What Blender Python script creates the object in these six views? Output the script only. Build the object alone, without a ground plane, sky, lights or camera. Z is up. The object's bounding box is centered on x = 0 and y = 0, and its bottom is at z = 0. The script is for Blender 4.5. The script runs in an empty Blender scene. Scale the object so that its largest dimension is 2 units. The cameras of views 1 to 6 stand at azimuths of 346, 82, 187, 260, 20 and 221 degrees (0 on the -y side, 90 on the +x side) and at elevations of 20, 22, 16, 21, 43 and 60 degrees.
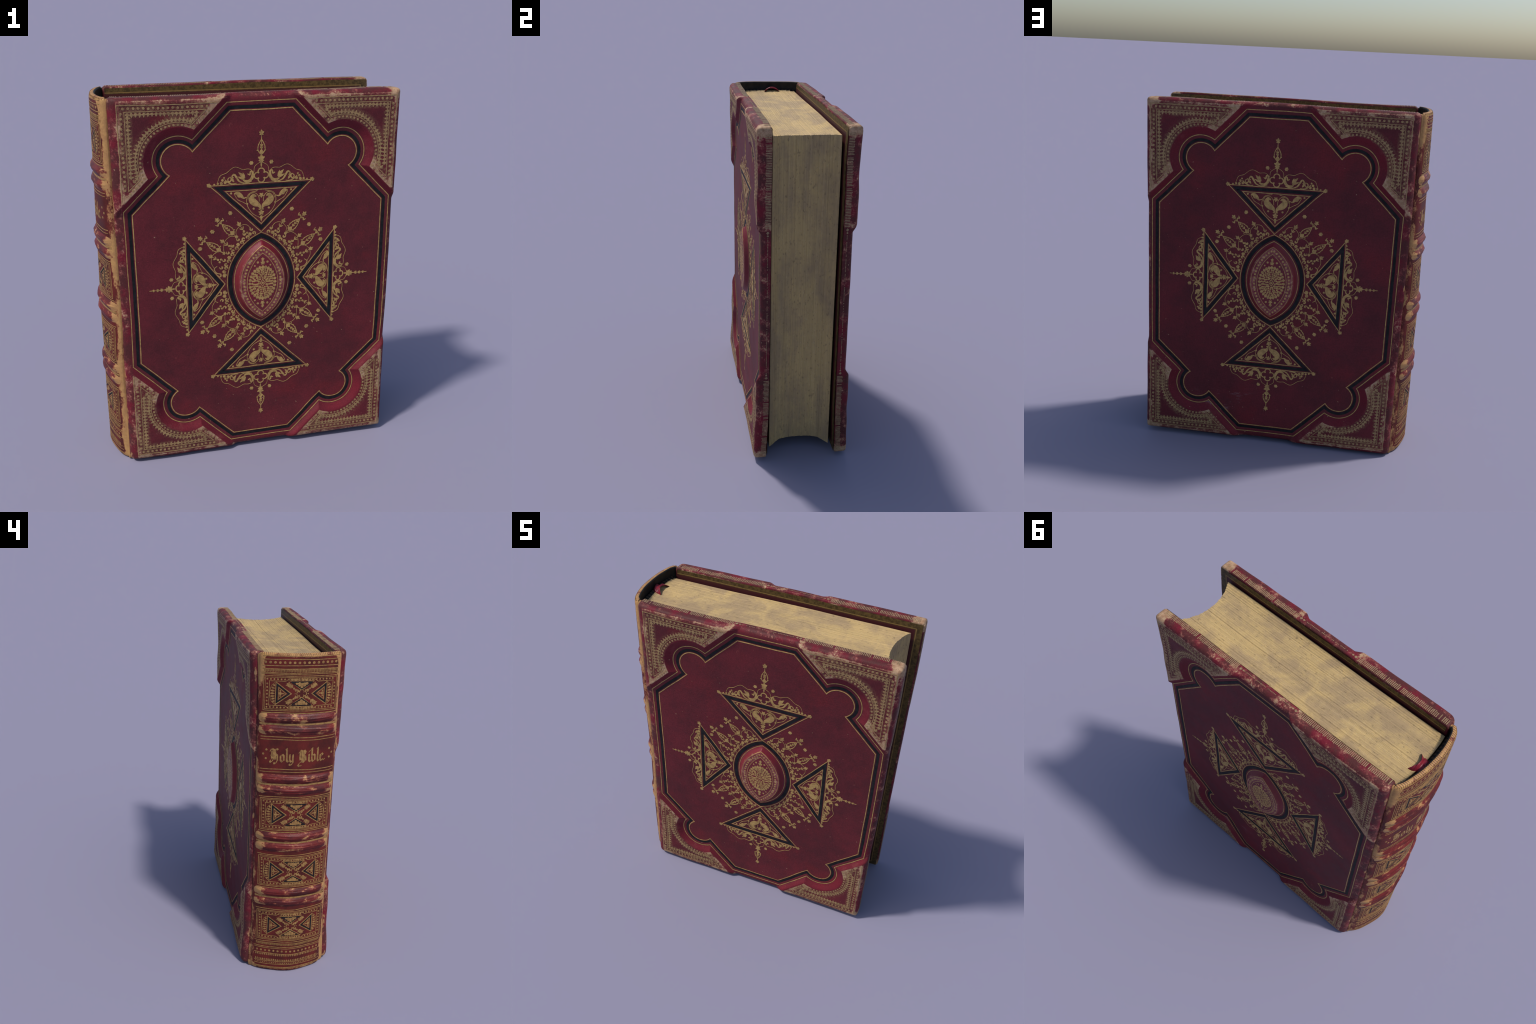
# Antique leather-bound book standing upright: two boards with raised corners and a
# central boss, a rounded spine with raised bands, a page block and a silk bookmark.
import bpy, math, random
import numpy as np

rng = random.Random(7)
SQ2 = math.sqrt(2.0)

# ------------------------------------------------------------------ dimensions
CX, CZ = 0.058, 1.003            # centre of the cover design
X0, X1 = -0.684, 0.783           # board, spine side / fore edge
Z0, Z1 = 0.009, 1.9935            # board, tail / head
Y_IN, Y_PANEL = 0.188, 0.243     # board inner face / sunk panel level
PLATE = 0.021                    # how far the corner plates stand out
OCT_X, OCT_Z, OCT_D = 0.670, 0.925, 1.088   # octagon half sizes, diagonal u+w
LOBE_U, LOBE_W, LOBE_R = 0.420, 0.674, 0.099
D_EDGE, L_EDGE = 0.056, 0.073    # plate edge distance along diagonals / lobes


def sstep(t):
    t = np.clip(t, 0, 1)
    return t * t * (3 - 2 * t)


def wav(x, y, seed, f=1.0):
    """cheap smooth pseudo noise, about -1..1"""
    r = np.random.RandomState(seed)
    out = 0.0
    for k in range(5):
        a, b, p, q = r.uniform(-1, 1), r.uniform(-1, 1), r.uniform(0, 6.28), r.uniform(.5, 1.6)
        out = out + np.sin(f * q * (a * x + b * y) * 2 + p)
    return out / 2.6


def vesica(a, w, h, b):
    R = (h * h + b * b) / (2 * b)
    return np.hypot(np.abs(a) + (R - b), w) - R


def corner_fields(x, z):
    u, w = np.abs(x - CX), np.abs(z - CZ)
    sd = (u + w - OCT_D) / SQ2
    sl = np.hypot(u - LOBE_U, w - LOBE_W) - LOBE_R
    return u, w, sd, sl


def board_height(x, z):
    """outward height of the leather over the book's middle plane"""
    u, w, sd, sl = corner_fields(x, z)
    t = np.minimum((sd - 0.028) / (D_EDGE - 0.028), (sl - 0.030) / (L_EDGE - 0.030))
    lift = 0.55 * np.clip(t, 0, 1) + 0.45 * sstep(t)
    h = Y_PANEL + PLATE * lift
    s_oct = np.minimum(np.maximum(np.maximum(u - OCT_X, w - OCT_Z), sd), sl)
    h = h - 0.0030 * np.exp(-(s_oct / 0.010) ** 2)
    ves = vesica(x - CX, z - CZ, 0.254, 0.168)
    h = h - 0.0030 * np.exp(-(ves / 0.011) ** 2)
    # plates are a little pillowed, the panel a little uneven
    h = h + 0.0012 * wav(x, z, 3, 4.0) + (0.0006 + 0.0010 * np.clip(t, 0, 1)) * wav(x, z, 5, 16.0)
    h = h + 0.0022 * np.exp(-((z - 0.20) / 0.10) ** 2) * wav(x, z, 8, 12.0)
    return h


def boss_height(a, w):
    s = -vesica(a, w, 0.230, 0.146)
    return 0.027 * sstep(s / 0.027) + 0.004 * sstep(s / 0.14)


def warp(P):
    """slight distortion shared by every part: settled tail, wavy old boards"""
    P = np.array(P, dtype=float)
    x, y, z = P[:, 0].copy(), P[:, 1].copy(), P[:, 2].copy()
    low = np.clip(1 - z / 0.5, 0, 1) ** 2
    P[:, 2] = z + 0.013 * low * np.clip((x + 0.72) / 1.5, 0, 1) + 0.0022 * wav(x, y * 0.4, 11, 3.0) * np.clip(np.abs(z - 1), 0, 1)
    P[:, 2] -= np.where(x > -0.69, 0.007, 0.0) * np.clip((z - 1.5) / 0.5, 0, 1) * np.clip((0.45 - x) / 1.1, 0, 1)
    edge = np.clip((np.abs(x - 0.05) - 0.6) / 0.12, 0, 1)
    P[:, 2] += 0.0016 * wav(x, y, 15, 14.0) * np.clip((np.abs(z - 1) - 0.9) / 0.09, 0, 1)
    P[:, 0] = x + 0.0025 * wav(z, y * 3, 12, 2.2) + 0.0014 * edge * wav(z, y, 16, 14.0)
    # boards: flared at the tail, slightly dished, drawn in along the joints
    k = np.clip((np.abs(y) - 0.182) / 0.006, 0, 1) * (x > -0.69)
    bk = y > 0
    dish = 0.0165 * np.exp(-(z / 0.24) ** 2) + np.where(bk, 0.011, 0.005) * np.exp(-((2 - z) / 0.13) ** 2) \
        + np.where(bk, 0.009, 0.004) * np.exp(-((0.78 - x) / 0.16) ** 2) * np.clip(z / 0.5, 0, 1) * np.clip((2.05 - z) / 0.4, 0, 1) - 0.004 * np.exp(-((x - 0.05) ** 2 + (z - 1) ** 2) / 0.16) \
        - 0.003 * np.exp(-((x + 0.68) / 0.09) ** 2) + 0.0018 * wav(x, z, 13, 1.4)
    P[:, 1] = y + np.sign(y) * k * dish
    return P


# ------------------------------------------------------------------ node helper
class S:
    """a float socket with arithmetic"""
    def __init__(self, g, s): self.g, self.s = g, s
    def __add__(self, o): return self.g.m('ADD', self, o)
    __radd__ = __add__
    def __sub__(self, o): return self.g.m('SUBTRACT', self, o)
    def __rsub__(self, o): return self.g.m('SUBTRACT', o, self)
    def __mul__(self, o): return self.g.m('MULTIPLY', self, o)
    __rmul__ = __mul__
    def __truediv__(self, o): return self.g.m('DIVIDE', self, o)
    def abs(self): return self.g.m('ABSOLUTE', self)
    def sqrt(self): return self.g.m('SQRT', self)
    def min(self, o): return self.g.m('MINIMUM', self, o)
    def max(self, o): return self.g.m('MAXIMUM', self, o)
    def clamp(self): return self.g.m('ADD', self, 0.0, clamp=True)


class Mat:
    def __init__(self, name):
        self.mat = bpy.data.materials.new(name)
        self.mat.use_nodes = True
        self.nt = self.mat.node_tree
        self.nt.nodes.clear()
        self.out = self.nt.nodes.new('ShaderNodeOutputMaterial')
        self.bsdf = self.nt.nodes.new('ShaderNodeBsdfPrincipled')
        self.nt.links.new(self.bsdf.outputs[0], self.out.inputs[0])
        tc = self.nt.nodes.new('ShaderNodeTexCoord')
        self.co = tc.outputs['Object']
        sp = self.nt.nodes.new('ShaderNodeSeparateXYZ')
        self.nt.links.new(self.co, sp.inputs[0])
        self.x, self.y, self.z = (S(self, o) for o in sp.outputs)

    def _in(self, sock, v):
        if isinstance(v, S): v = v.s
        if isinstance(v, bpy.types.NodeSocket): self.nt.links.new(v, sock)
        else: sock.default_value = v

    def m(self, op, a, b=None, clamp=False):
        n = self.nt.nodes.new('ShaderNodeMath'); n.operation = op; n.use_clamp = clamp
        self._in(n.inputs[0], a)
        if b is not None: self._in(n.inputs[1], b)
        return S(self, n.outputs[0])

    def step(self, v, lo, hi):
        n = self.nt.nodes.new('ShaderNodeMapRange'); n.interpolation_type = 'SMOOTHSTEP'
        self._in(n.inputs['Value'], v)
        n.inputs['From Min'].default_value = lo; n.inputs['From Max'].default_value = hi
        if lo > hi:
            n.inputs['From Min'].default_value = hi; n.inputs['From Max'].default_value = lo
            n.inputs['To Min'].default_value = 1; n.inputs['To Max'].default_value = 0
        return S(self, n.outputs['Result'])

    def vec(self, scale=(1, 1, 1), loc=(0, 0, 0)):
        n = self.nt.nodes.new('ShaderNodeMapping')
        self.nt.links.new(self.co, n.inputs['Vector'])
        n.inputs['Scale'].default_value = scale; n.inputs['Location'].default_value = loc
        return n.outputs[0]

    def noise(self, scale, detail=4, rough=0.55, stretch=(1, 1, 1), loc=(0, 0, 0), dist=0.0):
        n = self.nt.nodes.new('ShaderNodeTexNoise')
        self.nt.links.new(self.vec(stretch, loc), n.inputs['Vector'])
        n.inputs['Scale'].default_value = scale; n.inputs['Detail'].default_value = detail
        n.inputs['Roughness'].default_value = rough; n.inputs['Distortion'].default_value = dist
        return S(self, n.outputs[0])

    def voronoi(self, scale, feature='F1', stretch=(1, 1, 1)):
        n = self.nt.nodes.new('ShaderNodeTexVoronoi'); n.feature = feature
        self.nt.links.new(self.vec(stretch), n.inputs['Vector'])
        n.inputs['Scale'].default_value = scale
        return S(self, n.outputs['Distance'])

    def mix(self, f, a, b):
        n = self.nt.nodes.new('ShaderNodeMix'); n.data_type = 'RGBA'
        self._in(n.inputs[0], f)
        for sock, c in ((n.inputs[6], a), (n.inputs[7], b)):
            if isinstance(c, tuple): sock.default_value = (*c, 1)
            else: self.nt.links.new(c, sock)
        return n.outputs[2]

    def mulc(self, c, f):
        """multiply a colour by a float socket"""
        n = self.nt.nodes.new('ShaderNodeVectorMath'); n.operation = 'SCALE'
        self.nt.links.new(c, n.inputs[0]); self._in(n.inputs['Scale'], f)
        return n.outputs[0]

    def finish(self, color, rough=0.5, spec=0.4, bump=None, bstr=0.3, bdist=0.004):
        self._in(self.bsdf.inputs['Base Color'], color if not isinstance(color, tuple) else (*color, 1))
        self._in(self.bsdf.inputs['Roughness'], rough)
        self._in(self.bsdf.inputs['Specular IOR Level'], spec)
        if bump is not None:
            b = self.nt.nodes.new('ShaderNodeBump')
            b.inputs['Strength'].default_value = bstr; b.inputs['Distance'].default_value = bdist
            self._in(b.inputs['Height'], bump)
            self.nt.links.new(b.outputs[0], self.bsdf.inputs['Normal'])
        return self.mat


# ------------------------------------------------------------------ colours
MAROON_D = (0.088, 0.0178, 0.0215)
MAROON = (0.138, 0.0205, 0.0265)
CRIMSON = (0.160, 0.0095, 0.0220)
RED = (0.210, 0.0170, 0.0200)
PURPLE = (0.078, 0.024, 0.022)
GILT = (0.475, 0.298, 0.098)
GILT_D = (0.300, 0.178, 0.060)
TAN = (0.480, 0.320, 0.190)
TAN_D = (0.330, 0.190, 0.105)
OCHRE = (0.470, 0.265, 0.095)
BLACK = (0.016, 0.016, 0.017)


def leather_cover():
    g = Mat('red_cover_leather')
    u, w = (g.x - CX).abs(), (g.z - CZ).abs()
    sd = (u + w - OCT_D) * (1 / SQ2)
    du, dw = u - LOBE_U, w - LOBE_W
    sl = (du * du + dw * dw).sqrt() - LOBE_R
    plate_in = (sd - D_EDGE).min(sl - L_EDGE)         # >0 on the plate
    slope = (sd - 0.030).min(sl - 0.032)              # >0 on slope and plate
    big = g.noise(2.6, 5, 0.6)
    mid = g.noise(11, 5, 0.6, loc=(3, 1, 2))
    fine = g.noise(150, 3, 0.7)
    c = g.mix(g.step(big * 0.5 + mid * 0.35 + g.noise(45, 4, 0.6) * 0.15, 0.36, 0.64), MAROON_D, MAROON)
    c = g.mix(g.step(g.noise(3.4, 6, 0.65, loc=(7, 0, 4)), 0.50, 0.74) * 0.38, c, RED)
    # slopes: more saturated crimson, rubbed pink in places
    on_slope = g.step(slope, -0.004, 0.004) * g.step(plate_in, 0.003, -0.003)
    c = g.mix(on_slope * (0.20 + 0.6 * mid), c, CRIMSON)
    rub = g.step(g.noise(9, 6, 0.65, loc=(1, 5, 9)), 0.56, 0.68)
    c = g.mix(on_slope * rub * 0.30, c, (0.22, 0.060, 0.055))
    # edges of the boards
    e = (u - 0.705).max(w - 0.972)
    c = g.mix(g.step(e + 0.012 * (mid - 0.5), -0.012, 0.006) * 0.75, c, g.mix(g.step(mid, 0.42, 0.66), PURPLE, CRIMSON))
    # worn through to the pale hide: plate edges, cusps, tips, board edges
    d1u, d1w = u - 0.363, w - 0.803
    d2u, d2w = u - 0.560, w - 0.610
    cusp = (d1u * d1u + d1w * d1w).sqrt().min((d2u * d2u + d2w * d2w).sqrt())
    tipu, tipw = u - 0.705, w - 0.985
    tip = (tipu * tipu + tipw * tipw).sqrt()
    on_plate = g.step(plate_in, -0.003, 0.001)
    diag = g.step(sd - D_EDGE, 0.055, 0.0) * g.step(sl, 0.10, 0.125)
    field = (diag * 0.34 + g.step(cusp, 0.10, 0.005) * 0.58) * g.step(e, 0.0, -0.02)
    field = field + g.step(g.z, 0.6, 1.5) * diag * 0.10
    field = field * on_plate
    line_edge = g.step(e, -0.030, -0.012) * g.step(e, 0.004, -0.004) * g.step(plate_in, 0.0, 0.01) * 0.30
    lip = g.step(e, -0.008, 0.002) * 0.20
    field = (field + line_edge + lip + g.step(tip, 0.075, 0.015) * 0.42 * g.step(g.x, -0.72, 0.0))
    jag = g.noise(22, 9, 0.74, loc=(2, 2, 2)) * 0.62 + g.noise(110, 4, 0.7) * 0.18 + g.noise(5.5, 3, 0.5, loc=(1, 7, 3)) * 0.20
    worn = g.step(field + (jag - 0.5) * 1.7, 0.31, 0.37)
    pink = g.step(field + (jag - 0.5) * 1.7, 0.20, 0.33)
    c = g.mix(pink * 0.55, c, (0.33, 0.095, 0.080))
    tan = g.mix(g.step(g.noise(40, 5, 0.65), 0.35, 0.65), TAN_D, TAN)
    # gilt dust rubbed into the leather around the tooled rows
    rows = g.step(plate_in, 0.070, 0.045).max(g.step((u - 0.632).max(w - 0.893), -0.006, 0.010)) * g.step(e, 0.0, -0.012)
    dust = on_plate * rows * g.step(g.noise(75, 6, 0.75, loc=(5, 5, 1)) * 0.7 + g.noise(7, 3, 0.5, loc=(2, 9, 4)) * 0.3, 0.44, 0.58)
    c = g.mix(dust * 0.55, c, (0.24, 0.145, 0.075))
    c = g.mix(worn * 0.92, c, tan)
    # ochre rubbing where the boards meet the spine
    j = g.step(g.x * -1, 0.662, 0.684) * 0.26
    jw = g.step(j + (g.noise(9, 8, 0.7, stretch=(1, 1, 0.55)) - 0.5) * 1.1, 0.30, 0.36)
    c = g.mix(jw * 0.85, c, g.mix(g.step(mid, 0.4, 0.65), TAN_D, OCHRE))
    # cracked, chalky scuffs low on the back cover
    sc = g.step((g.z - 0.235).abs(), 0.10, 0.02) * g.step((g.x - 0.30).abs(), 0.24, 0.05) * g.step(g.y, 0.1, 0.2)
    sc = sc * g.step(g.noise(17, 7, 0.7, stretch=(0.5, 1, 2.2), loc=(3, 3, 6)), 0.56, 0.64)
    c = g.mix(sc * 0.5, c, (0.24, 0.16, 0.17))
    # pale flecks and scratches
    fleck = g.step(g.noise(70, 2, 0.5, loc=(9, 9, 9)), 0.735, 0.76)
    c = g.mix(fleck * 0.5, c, TAN)
    c = g.mulc(c, 0.55 + 0.90 * fine)
    grain = g.voronoi(230, 'F1') * 0.6 + g.noise(150, 4, 0.6) * 0.8
    return g.finish(c, rough=0.46 + 0.2 * mid, spec=0.16, bump=grain, bstr=0.35, bdist=0.0022)


def leather_boss():
    g = Mat('boss_leather')
    a, w = g.x - CX, g.z - CZ
    h, b = 0.230, 0.146
    R = (h * h + b * b) / (2 * b)
    aa = a.abs() + (R - b)
    s = ((aa * aa + w * w).sqrt() - R) * -1            # depth inside the almond
    mid = g.noise(14, 5, 0.6)
    c = g.mix(g.step(mid, 0.35, 0.65), MAROON, CRIMSON)
    jag = g.noise(38, 7, 0.7)
    rim = g.step(s, 0.016, 0.030) * g.step(s, 0.066, 0.048)
    c = g.mix(g.step(s, 0.002, 0.010) * g.step(s, 0.034, 0.022) * 0.35, c, RED)
    c = g.mix(rim * g.step(jag, 0.36, 0.58) * 0.62, c, (0.32, 0.110, 0.090))
    c = g.mix(rim * g.step(jag, 0.57, 0.63) * 0.75, c, TAN)
    c = g.mulc(c, 0.85 + 0.3 * g.noise(120, 3))
    return g.finish(c, rough=0.45, spec=0.30, bump=g.voronoi(230) + g.noise(150, 4), bstr=0.3, bdist=0.002)


def leather_spine():
    g = Mat('spine_leather')
    ay = g.y.abs()
    mid = g.noise(9, 5, 0.62, loc=(4, 4, 0))
    c = g.mix(g.step(mid, 0.36, 0.64), (0.062, 0.0105, 0.0085), (0.118, 0.0150, 0.0115))
    # worn strips along both joints, heavier on the front side and towards the tail
    side = g.step(ay, 0.180, 0.228) * 0.42
    front = g.step(g.y * -1, 0.185, 0.222) * (0.10 + 0.14 * g.step(g.z, 1.4, 0.4))
    ends = g.step((g.z - 1.0).abs(), 0.955, 0.985) * 0.40 + g.step(g.z, 1.93, 1.99) * 0.22
    top_side = g.step(g.z, 1.74, 1.90) * g.step(ay, 0.175, 0.215) * 0.32
    jag = g.noise(11, 9, 0.76, stretch=(1, 1, 0.55), loc=(0, 3, 1)) * 0.85 + g.noise(90, 4, 0.7) * 0.15
    f = side + front + ends + top_side + (jag - 0.5) * 2.0
    pink = g.step(f, 0.33, 0.46)
    worn = g.step(f, 0.43, 0.50)
    c = g.mix(pink * 0.6, c, (0.33, 0.110, 0.055))
    tan = g.mix(g.step(g.noise(30, 5, 0.6), 0.36, 0.66), (0.38, 0.200, 0.080), OCHRE)
    c = g.mix(worn * 0.92, c, tan)
    tick = g.step(g.m('SINE', g.y * 600), 0.1, 0.6) * g.step(g.z, 1.978, 1.982) * g.step(g.noise(40, 4), 0.35, 0.5)
    c = g.mix(tick * 0.7, c, (0.07, 0.022, 0.024))
    c = g.mulc(c, 0.82 + 0.36 * g.noise(110, 3, 0.6))
    grain = g.voronoi(230) * 0.5 + g.noise(140, 4, 0.6)
    return g.finish(c, rough=0.48 + 0.2 * mid, spec=0.22, bump=grain, bstr=0.3, bdist=0.002)


def leather_band():
    g = Mat('raised_band_leather')
    ay = g.y.abs()
    mid = g.noise(16, 5, 0.62, stretch=(1, 0.5, 1))
    c = g.mix(g.step(mid, 0.36, 0.64), (0.066, 0.0100, 0.0100), (0.140, 0.0140, 0.0125))
    jag = g.noise(20, 8, 0.68, stretch=(1, 0.7, 1.4), loc=(5, 2, 8))
    f = g.step(ay, 0.165, 0.215) * 0.26 + 0.115 + (jag - 0.5) * 1.3
    c = g.mix(g.step(f, 0.14, 0.24) * 0.5, c, (0.33, 0.09, 0.050))
    c = g.mix(g.step(f, 0.22, 0.29) * 0.9, c, g.mix(mid, (0.38, 0.200, 0.080), OCHRE))
    c = g.mulc(c, 0.85 + 0.3 * g.noise(110, 3))
    return g.finish(c, rough=0.44, spec=0.28, bump=g.voronoi(230) + g.noise(140, 4), bstr=0.3, bdist=0.002)


def gilt(name, light=GILT, dark=GILT_D, wear=0.0):
    g = Mat(name)
    n = g.noise(60, 5, 0.65)
    c = g.mix(g.step(n, 0.34, 0.62), dark, light)
    if wear:
        c = g.mix(g.step(g.noise(34, 6, 0.7, loc=(6, 1, 1)), 0.60, 0.70) * wear, c, MAROON)
    return g.finish(c, rough=0.5, spec=0.35)


def black_inlay():
    g = Mat('black_inlay')
    n = g.noise(40, 5, 0.6)
    c = g.mix(g.step(n, 0.35, 0.7), (0.007, 0.007, 0.0075), (0.017, 0.016, 0.017))
    c = g.mix(g.step(g.noise(24, 6, 0.7, loc=(8, 3, 3)), 0.64, 0.72) * 0.4, c, (0.05, 0.018, 0.020))
    return g.finish(c, rough=0.6, spec=0.18)


def paper_edges():
    g = Mat('worn_gilt_page_edges')
    blot = g.noise(7.5, 4, 0.55, stretch=(1, 1, 0.35), dist=0.6)
    blot2 = g.noise(3.2, 3, 0.5, stretch=(1, 1.5, 0.4), loc=(2, 8, 5))
    c = g.mix(g.step(blot * 0.55 + blot2 * 0.25 + g.noise(34, 4, 0.7) * 0.2, 0.38, 0.60), (0.385, 0.270, 0.145), (0.545, 0.380, 0.165))
    leaves = g.noise(1.0, 5, 0.75, stretch=(1.2, 300, 0.9))
    c = g.mulc(c, 0.50 + 0.94 * leaves)
    speck = g.noise(95, 3, 0.6, stretch=(0.45, 1, 0.45))
    c = g.mix(g.step(speck, 0.62, 0.74) * 0.45, c, (0.56, 0.41, 0.22))
    c = g.mix(g.step(speck, 0.42, 0.30) * 0.55, c, (0.16, 0.110, 0.060))
    c = g.mix(g.step(g.noise(1.0, 2, 0.5, stretch=(0.8, 120, 0.8), loc=(0, 4, 0)), 0.67, 0.75) * 0.32, c, (0.20, 0.138, 0.078))
    gauf = g.voronoi(85, 'F1', stretch=(0.5, 1, 0.5))
    c = g.mix(g.step(gauf, 0.30, 0.08) * g.step(blot, 0.40, 0.60) * 0.5, c, (0.58, 0.44, 0.25))
    return g.finish(c, rough=0.62, spec=0.25, bump=leaves * 0.7 + 0.5 * speck, bstr=0.6, bdist=0.004)


def turn_in():
    g = Mat('turned_in_leather_lining')
    w = (g.z - CZ).abs()
    ex = (g.x - 0.735).max(w - 0.945)                  # >0 in the visible margin
    n = g.noise(55, 5, 0.7)
    brown = g.mix(g.step(n, 0.38, 0.62), (0.050, 0.030, 0.009), (0.115, 0.072, 0.022))
    c = g.mix(g.step(ex, -0.004, 0.0), (0.060, 0.010, 0.012), brown)
    line = g.step((ex - 0.004).abs(), 0.003, 0.0015)
    c = g.mix(line * 0.7, c, GILT_D)
    return g.finish(c, rough=0.55, spec=0.3, bump=n, bstr=0.3, bdist=0.002)


def plain(name, a, b, scale=30, rough=0.6):
    g = Mat(name)
    n = g.noise(scale, 4, 0.6)
    return g.finish(g.mix(g.step(n, 0.35, 0.65), a, b), rough=rough, spec=0.3, bump=n, bstr=0.2, bdist=0.002)


def headband_mat():
    g = Mat('striped_headband')
    wv = g.m('SINE', g.y * 260)
    c = g.mix(g.step(wv, -0.2, 0.4), (0.012, 0.010, 0.009), (0.060, 0.034, 0.018))
    return g.finish(c, rough=0.8, spec=0.2)


M_COVER, M_BOSS, M_SPINE, M_BAND = leather_cover(), leather_boss(), leather_spine(), leather_band()
M_GILT = gilt('gilt_tooling', wear=0.5)
M_GILT_PLATE = gilt('rubbed_gilt_tooling', (0.36, 0.235, 0.100), (0.24, 0.140, 0.062), wear=0.45)
M_GILT_SPINE = gilt('gilt_spine_tooling', (0.330, 0.190, 0.062), (0.200, 0.102, 0.034), wear=0.55)
M_GILT_EDGE = gilt('pale_edge_tooling', (0.34, 0.235, 0.125), (0.21, 0.130, 0.066), wear=0.40)
M_BLACK = black_inlay()
M_PAGES, M_LINING = paper_edges(), turn_in()
M_DARK = plain('dark_spine_lining', (0.010, 0.009, 0.009), (0.026, 0.020, 0.016))
M_RIBBON = plain('crimson_silk', (0.13, 0.008, 0.018), (0.24, 0.018, 0.034), 40, 0.4)
M_HEAD = headband_mat()


# ------------------------------------------------------------------ mesh helpers
ROOT = bpy.data.objects.new('antique_book', None)
bpy.context.scene.collection.objects.link(ROOT)
ROOT['label'] = 'antique red leather book with gilt tooling and raised spine bands'
ROOT['category'] = 'book'


def add_mesh(name, verts, faces, mats, parent, smooth=True, face_mat=None, stuff=False, distort=True):
    V = warp(verts) if distort else np.array(verts, float)
    me = bpy.data.meshes.new(name)
    me.from_pydata(V.tolist(), [], faces)
    for mt in (mats if isinstance(mats, (list, tuple)) else [mats]): me.materials.append(mt)
    if face_mat is not None: me.polygons.foreach_set('material_index', face_mat)
    me.polygons.foreach_set('use_smooth', [bool(smooth)] * len(me.polygons))
    me.update()
    ob = bpy.data.objects.new(name, me)
    bpy.context.scene.collection.objects.link(ob)
    ob.parent = parent
    if stuff: ob['kind'] = 'stuff'
    return ob


def grid_faces(nu, nv, base=0, flip=False):
    i, j = np.meshgrid(np.arange(nu - 1), np.arange(nv - 1), indexing='ij')
    a = base + i * nv + j
    q = np.stack([a, a + nv, a + nv + 1, a + 1], -1).reshape(-1, 4)
    if flip: q = q[:, ::-1]
    return q.tolist()


def spline(ctrl, n):
    """Catmull-Rom through control points, resampled evenly by length"""
    c = np.array(ctrl, float)
    c = np.vstack([2 * c[0] - c[1], c, 2 * c[-1] - c[-2]])
    out = []
    for k in range(1, len(c) - 2):
        t = np.linspace(0, 1, 24, endpoint=False)[:, None]
        p0, p1, p2, p3 = c[k - 1], c[k], c[k + 1], c[k + 2]
        out.append(0.5 * (2 * p1 + (p2 - p0) * t + (2 * p0 - 5 * p1 + 4 * p2 - p3) * t ** 2 + (3 * p1 - p0 - 3 * p2 + p3) * t ** 3))
    out = np.vstack(out + [c[-2][None]])
    L = np.r_[0, np.cumsum(np.hypot(*np.diff(out, axis=0).T))]
    q = np.linspace(0, L[-1], n)
    return np.stack([np.interp(q, L, out[:, 0]), np.interp(q, L, out[:, 1])], 1)


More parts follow.
